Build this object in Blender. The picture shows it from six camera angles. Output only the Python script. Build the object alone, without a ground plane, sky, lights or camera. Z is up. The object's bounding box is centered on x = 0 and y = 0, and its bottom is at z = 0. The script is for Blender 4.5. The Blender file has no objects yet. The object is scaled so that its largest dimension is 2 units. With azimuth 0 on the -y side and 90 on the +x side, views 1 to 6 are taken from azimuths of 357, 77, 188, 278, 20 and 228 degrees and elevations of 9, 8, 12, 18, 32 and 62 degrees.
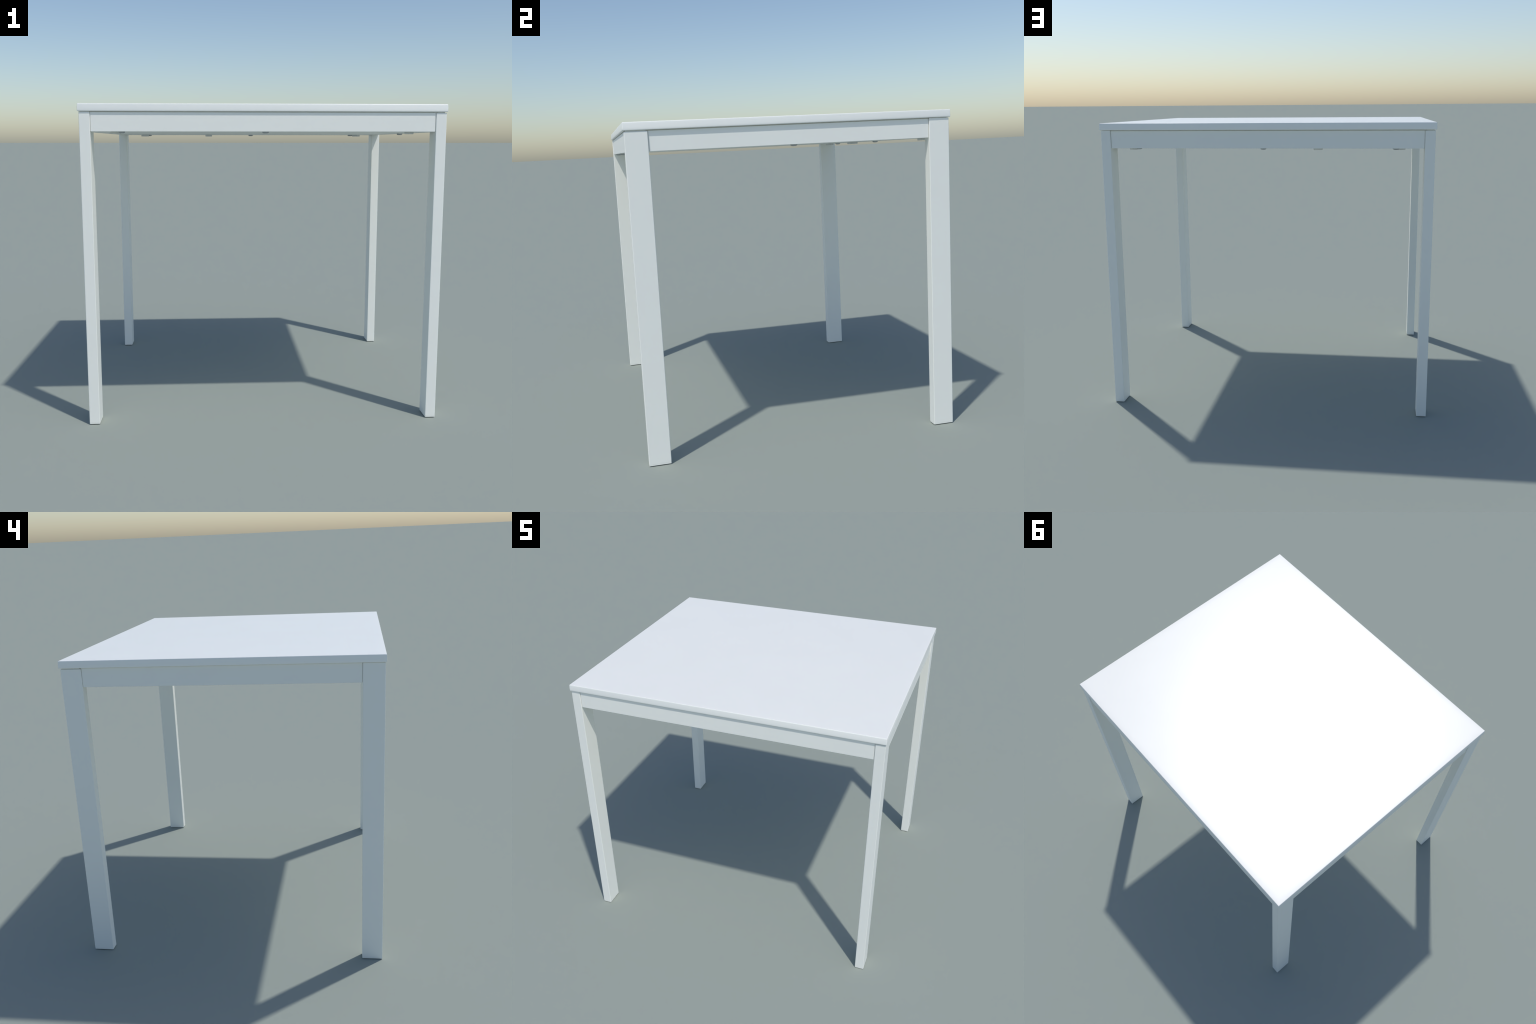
# White rectangular dining table: slab top, slim aprons, four flat-section legs,
# with the hardware that shows under the frame.
import bpy, bmesh, math
from mathutils import Vector

# ------------------------------------------------------------------ sizes (m)
TOP_X, TOP_Y = 1.000, 0.880            # half length / half depth of the top
TOP_Z0, TOP_Z1 = 1.7450, 1.7863        # underside / upper face of the top
LEG_OUT_X, LEG_OUT_Y = 0.9942, 0.8741  # outer faces of the legs
LEG_W, LEG_D = 0.0582, 0.1166            # leg section (along x, along y)
RAIL_Z0, RAIL_Z1 = 1.6380, 1.7408      # apron bottom / top
RAIL_T = 0.040                         # apron thickness
RAIL_FRONT_Y = 0.8703                  # outer face of the front apron
RAIL_BACK_Y = 0.8658                   # outer face of the back apron
RAIL_SIDE_X = 0.9862                   # outer face of side aprons
SEAM = 0.0030                          # gap between apron ends and legs


# ------------------------------------------------------------------ materials
def painted(name, base, rough, scuff=0.0, bump=0.02, scale=60.0, spec=0.5, metallic=0.0):
    """Satin lacquer: nearly even colour, faint mottling, orange-peel bump."""
    m = bpy.data.materials.new(name)
    m.use_nodes = True
    nt = m.node_tree
    nt.nodes.clear()
    N = nt.nodes.new
    out = N("ShaderNodeOutputMaterial")
    bs = N("ShaderNodeBsdfPrincipled")
    tc = N("ShaderNodeTexCoord")
    # broad, barely visible colour drift
    n1 = N("ShaderNodeTexNoise")
    n1.inputs["Scale"].default_value = 3.0
    n1.inputs["Detail"].default_value = 4.0
    r1 = N("ShaderNodeValToRGB")
    r1.color_ramp.elements[0].position = 0.3
    r1.color_ramp.elements[1].position = 0.7
    r1.color_ramp.elements[0].color = (base[0] * 0.985, base[1] * 0.985, base[2] * 0.985, 1)
    r1.color_ramp.elements[1].color = (*base, 1)
    # sparse small grey marks
    n2 = N("ShaderNodeTexNoise")
    n2.inputs["Scale"].default_value = 42.0
    n2.inputs["Detail"].default_value = 2.0
    r2 = N("ShaderNodeValToRGB")
    r2.color_ramp.elements[0].position = 0.74
    r2.color_ramp.elements[1].position = 0.80
    r2.color_ramp.elements[0].color = (0, 0, 0, 1)
    r2.color_ramp.elements[1].color = (scuff, scuff, scuff, 1)
    mx = N("ShaderNodeMix")
    mx.data_type = 'RGBA'
    mx.inputs["B"].default_value = (base[0] * 0.7, base[1] * 0.7, base[2] * 0.7, 1)
    # fine paint grain
    n3 = N("ShaderNodeTexNoise")
    n3.inputs["Scale"].default_value = scale
    n3.inputs["Detail"].default_value = 3.0
    bp = N("ShaderNodeBump")
    bp.inputs["Strength"].default_value = bump
    bp.inputs["Distance"].default_value = 0.002
    L = nt.links.new
    for n in (n1, n2, n3):
        L(tc.outputs["Object"], n.inputs["Vector"])
    L(n1.outputs["Fac"], r1.inputs["Fac"])
    L(n2.outputs["Fac"], r2.inputs["Fac"])
    L(r1.outputs["Color"], mx.inputs["A"])
    L(r2.outputs["Color"], mx.inputs["Factor"])
    L(mx.outputs["Result"], bs.inputs["Base Color"])
    L(n3.outputs["Fac"], bp.inputs["Height"])
    L(bp.outputs["Normal"], bs.inputs["Normal"])
    bs.inputs["Roughness"].default_value = rough
    bs.inputs["Metallic"].default_value = metallic
    bs.inputs["Specular IOR Level"].default_value = spec
    L(bs.outputs["BSDF"], out.inputs["Surface"])
    return m


MAT_TOP = painted("white_laminate", (0.852, 0.855, 0.812), 0.30, scuff=0.10, bump=0.010)
MAT_FRAME = painted("white_painted_metal", (0.925, 0.930, 0.875), 0.50, scuff=0.05, bump=0.015)
MAT_EDGE = painted("white_slab_edge", (0.95, 0.955, 0.913), 0.34, scuff=0.35, bump=0.03)
MAT_BRACKET = painted("pale_grey_plastic", (0.76, 0.77, 0.75), 0.5)
MAT_BOLT = painted("dull_steel", (0.40, 0.42, 0.43), 0.45, metallic=0.2)


# ------------------------------------------------------------------ mesh tools
def make_object(name, bm, mat, parent, loc=(0, 0, 0), smooth_angle=None):
    bmesh.ops.recalc_face_normals(bm, faces=bm.faces)
    me = bpy.data.meshes.new(name)
    bm.to_mesh(me)
    bm.free()
    me.materials.append(mat)
    for p in me.polygons:
        p.use_smooth = True
    if smooth_angle is not None:
        me.set_sharp_from_angle(angle=math.radians(smooth_angle))
    ob = bpy.data.objects.new(name, me)
    bpy.context.scene.collection.objects.link(ob)
    ob.parent = parent
    ob.location = loc
    return ob


def rounded_rect(hx, hy, r, seg):
    """Corner-rounded rectangle outline, counter-clockwise."""
    pts = []
    for cx, cy, a0 in ((hx - r, hy - r, 0), (-hx + r, hy - r, 90),
                       (-hx + r, -hy + r, 180), (hx - r, -hy + r, 270)):
        for i in range(seg + 1):
            a = math.radians(a0 + 90 * i / seg)
            pts.append((cx + r * math.cos(a), cy + r * math.sin(a)))
    return pts


def lofted_slab(hx, hy, profile, radius, seg=4):
    """Stack of rounded rectangles; profile = [(inset, z), ...] bottom to top."""
    bm = bmesh.new()
    rings = []
    for inset, z in profile:
        r = max(radius - inset, 0.0008)
        rings.append([bm.verts.new((x, y, z))
                      for x, y in rounded_rect(hx - inset, hy - inset, r, seg)])
    for a, b in zip(rings, rings[1:]):
        n = len(a)
        for i in range(n):
            bm.faces.new((a[i], a[(i + 1) % n], b[(i + 1) % n], b[i]))
    bm.faces.new(list(reversed(rings[0])))
    bm.faces.new(rings[-1])
    return bm


def round_over(z, r, up=True, n=4):
    """Quarter-round edge as (inset, z) steps ending at height z."""
    steps = []
    for i in range(n + 1):
        a = math.pi / 2 * i / n
        steps.append((r * (1 - math.cos(a)), z - r + r * math.sin(a)))
    if up:
        return steps
    return [(i, 2 * z - h) for i, h in reversed(steps)]


def bevelled_box(sx, sy, sz, bevel, seg=3):
    bm = bmesh.new()
    bmesh.ops.create_cube(bm, size=1.0)
    bmesh.ops.scale(bm, vec=(sx, sy, sz), verts=bm.verts)
    bmesh.ops.bevel(bm, geom=list(bm.edges), offset=bevel, segments=seg,
                    affect='EDGES', profile=0.5)
    return bm


def harden(ob):
    """Face-weighted normals keep the large faces flat beside rounded edges."""
    md = ob.modifiers.new("weighted", 'WEIGHTED_NORMAL')
    md.keep_sharp = True
    md.weight = 100


# ------------------------------------------------------------------ table
table = bpy.data.objects.new("dining_table", None)
bpy.context.scene.collection.objects.link(table)
table["label"] = "plain white rectangular table with slim flat legs"
table["category"] = "table"

# --- top: faces lean in very slightly above and below the middle of the edge
h = TOP_Z1 - TOP_Z0
profile = [(0.030, 0.0), (0.0030, 0.0), (0.0012, 0.0006), (0.0004, 0.0020), (0.0000, 0.0060),
           (0.0001, 0.0140), (0.0004, 0.0220), (0.0009, 0.0300), (0.0014, h - 0.0042),
           (0.0018, h - 0.0020), (0.0024, h - 0.0008), (0.0036, h - 0.0001),
           (0.0050, h), (0.040, h)]
top = make_object("tabletop", lofted_slab(TOP_X, TOP_Y, profile, 0.0026, seg=4),
                  MAT_TOP, table, (0, 0, TOP_Z0))

# the side rim of the slab is a shade whiter than its face
top.data.materials.append(MAT_EDGE)
for p in top.data.polygons:
    if abs(p.normal.z) < 0.80:
        p.material_index = 1

# --- legs: one shared section, each with its own height and a slight lean
leg_h = 1.7400
leg_profile = [(0.0012, 0.0064), (0.0003, 0.0072), (0.0, 0.0095), (0.0, 0.030), (0.0, 1.69)] \
    + [(0.0004, 1.720)] + [(0.0006 + i, z) for i, z in round_over(leg_h, 0.0018, n=3)] \
    + [(0.0085, leg_h), (0.0085, leg_h + 0.0075)]   # neck that carries the top
cap_profile = round_over(0.0008, 0.0018, up=False) \
    + [(0.0, 0.0045), (0.0, 0.0066), (0.0020, 0.0070)]
leg_mesh = cap_mesh = None
cx, cy = LEG_OUT_X - LEG_W / 2, LEG_OUT_Y - LEG_D / 2
#      side_x side_y  top height  lean at the top (dx, dy)
for sx, sy, top_z, dx, dy in ((-1, -1, 1.7434, 0.0008, 0.0),
                              (1, -1, 1.7390, 0.0012, 0.0),
                              (1, 1, 1.7430, -0.0010, -0.0005),
                              (-1, 1, 1.7392, 0.0005, -0.0010)):
    if leg_mesh is None:
        leg = make_object("leg", lofted_slab(LEG_W / 2, LEG_D / 2, leg_profile, 0.0032, 4),
                          MAT_FRAME, table, smooth_angle=50)
        harden(leg)
        cap = make_object("foot_cap", lofted_slab(LEG_W / 2, LEG_D / 2, cap_profile, 0.0040, 4),
                          MAT_FRAME, leg, smooth_angle=50)
        harden(cap)
        leg_mesh, cap_mesh = leg, cap
    else:
        leg = leg_mesh.copy()
        bpy.context.scene.collection.objects.link(leg)
        cap = cap_mesh.copy()
        bpy.context.scene.collection.objects.link(cap)
        cap.parent = leg
    leg.location = (sx * cx, sy * cy, 0)
    leg.scale = (1, 1, top_z / leg_h)
    leg.rotation_euler = (-dy / leg_h, dx / leg_h, 0)

# --- aprons
rail_h = RAIL_Z1 - RAIL_Z0
rail_mid = (RAIL_Z0 + RAIL_Z1) / 2
long_half = LEG_OUT_X - LEG_W - SEAM
short_half = LEG_OUT_Y - LEG_D - SEAM


def apron_mesh(sx, sy, along_x):
    """Apron board plus the set-back tongue that closes its seams."""
    bm = bevelled_box(sx, sy, rail_h, 0.0020)
    # (extra length, set-back, rise) of the end tongue and of the upper tongue
    for extra, back_off, rise in ((2 * SEAM + 0.002, 0.0045, 0.001), (2 * SEAM + 0.026, 0.0080, 0.0080)):
        core = bevelled_box(sx + extra if along_x else sx - 2 * back_off,
                            sy - 2 * back_off if along_x else sy + extra,
                            rail_h - 0.006, 0.0005, 1)
        bmesh.ops.translate(core, verts=core.verts, vec=(0, 0, rise))
        tmp = bpy.data.meshes.new("tmp")
        core.to_mesh(tmp)
        core.free()
        bm.from_mesh(tmp)
        bpy.data.meshes.remove(tmp)
    return bm


long_rail = make_object("apron", apron_mesh(2 * long_half, RAIL_T, True),
                        MAT_FRAME, table, (0.0005, -(RAIL_FRONT_Y - RAIL_T / 2), rail_mid), 50)
harden(long_rail)
back = long_rail.copy()
back.location.y = RAIL_BACK_Y - RAIL_T / 2
bpy.context.scene.collection.objects.link(back)
side_rail = make_object("apron", apron_mesh(RAIL_T, 2 * short_half, False),
                        MAT_FRAME, table, (RAIL_SIDE_X - RAIL_T / 2, 0, rail_mid), 50)
harden(side_rail)
left = side_rail.copy()
left.location.x *= -1
bpy.context.scene.collection.objects.link(left)

# the back and left aprons hang a touch lower than the other two
for ob in (back, left):
    ob.scale.z = (rail_h + 0.0012) / rail_h
    ob.location.z -= 0.0006
# the left one also fits tighter under the top and between its legs
left.scale.y = (short_half + 0.0016) / short_half
left.scale.z = (rail_h + 0.0020) / rail_h
left.location.z = rail_mid + 0.0014
left.location.x = -(RAIL_SIDE_X + 0.0006 - RAIL_T / 2)

# --- board closing the frame from below, with a slot beside the right apron
inner_y = RAIL_BACK_Y - RAIL_T - 0.0015
bx0, bx1 = -(RAIL_SIDE_X - RAIL_T - 0.012), RAIL_SIDE_X - RAIL_T - 0.030
board = make_object("underside_board", bevelled_box(bx1 - bx0, 2 * inner_y, 0.018, 0.0015, 2),
                    MAT_FRAME, table, ((bx0 + bx1) / 2, 0, RAIL_Z0 + 0.0100), 50)

# --- hardware hanging under the frame
bm = bmesh.new()
prof = [(0.019, 0.0), (0.0185, -0.0035), (0.015, -0.0075), (0.009, -0.0092)]
rings = [[bm.verts.new((r * math.cos(2 * math.pi * i / 24), r * math.sin(2 * math.pi * i / 24), z))
          for i in range(24)] for r, z in prof]
for a, b in zip(rings, rings[1:]):
    for i in range(24):
        bm.faces.new((a[i], a[(i + 1) % 24], b[(i + 1) % 24], b[i]))
bm.faces.new(rings[0])
bm.faces.new(rings[-1])
bolt0 = None
for x, y in ((0.005, 0.840), (0.005, -0.845), (0.775, 0.814), (-0.772, 0.842),
             (-0.772, -0.842), (0.958, 0.0)):
    if bolt0 is None:
        bolt0 = bolt = make_object("bolt_head", bm, MAT_BOLT, table, smooth_angle=40)
    else:
        bolt = bolt0.copy()
        bpy.context.scene.collection.objects.link(bolt)
    bolt.location = (x, y, RAIL_Z0 + 0.0004)

br0 = None
for x, y, ang in ((0.818, 0.792, -45), (-0.800, 0.785, 45), (0.812, -0.785, 45), (-0.812, -0.785, -45)):
    if br0 is None:
        br0 = br = make_object("corner_bracket", bevelled_box(0.052, 0.030, 0.0125, 0.002, 2),
                               MAT_BRACKET, table, smooth_angle=50)
    else:
        br = br0.copy()
        bpy.context.scene.collection.objects.link(br)
    br.location = (x, y, RAIL_Z0 - 0.0058)
    br.rotation_euler = (0, 0, math.radians(ang))
make_object("support_bracket", bevelled_box(0.050, 0.062, 0.0130, 0.002, 2),
            MAT_BRACKET, table, (-0.318, 0.795, RAIL_Z0 - 0.0055), 50)
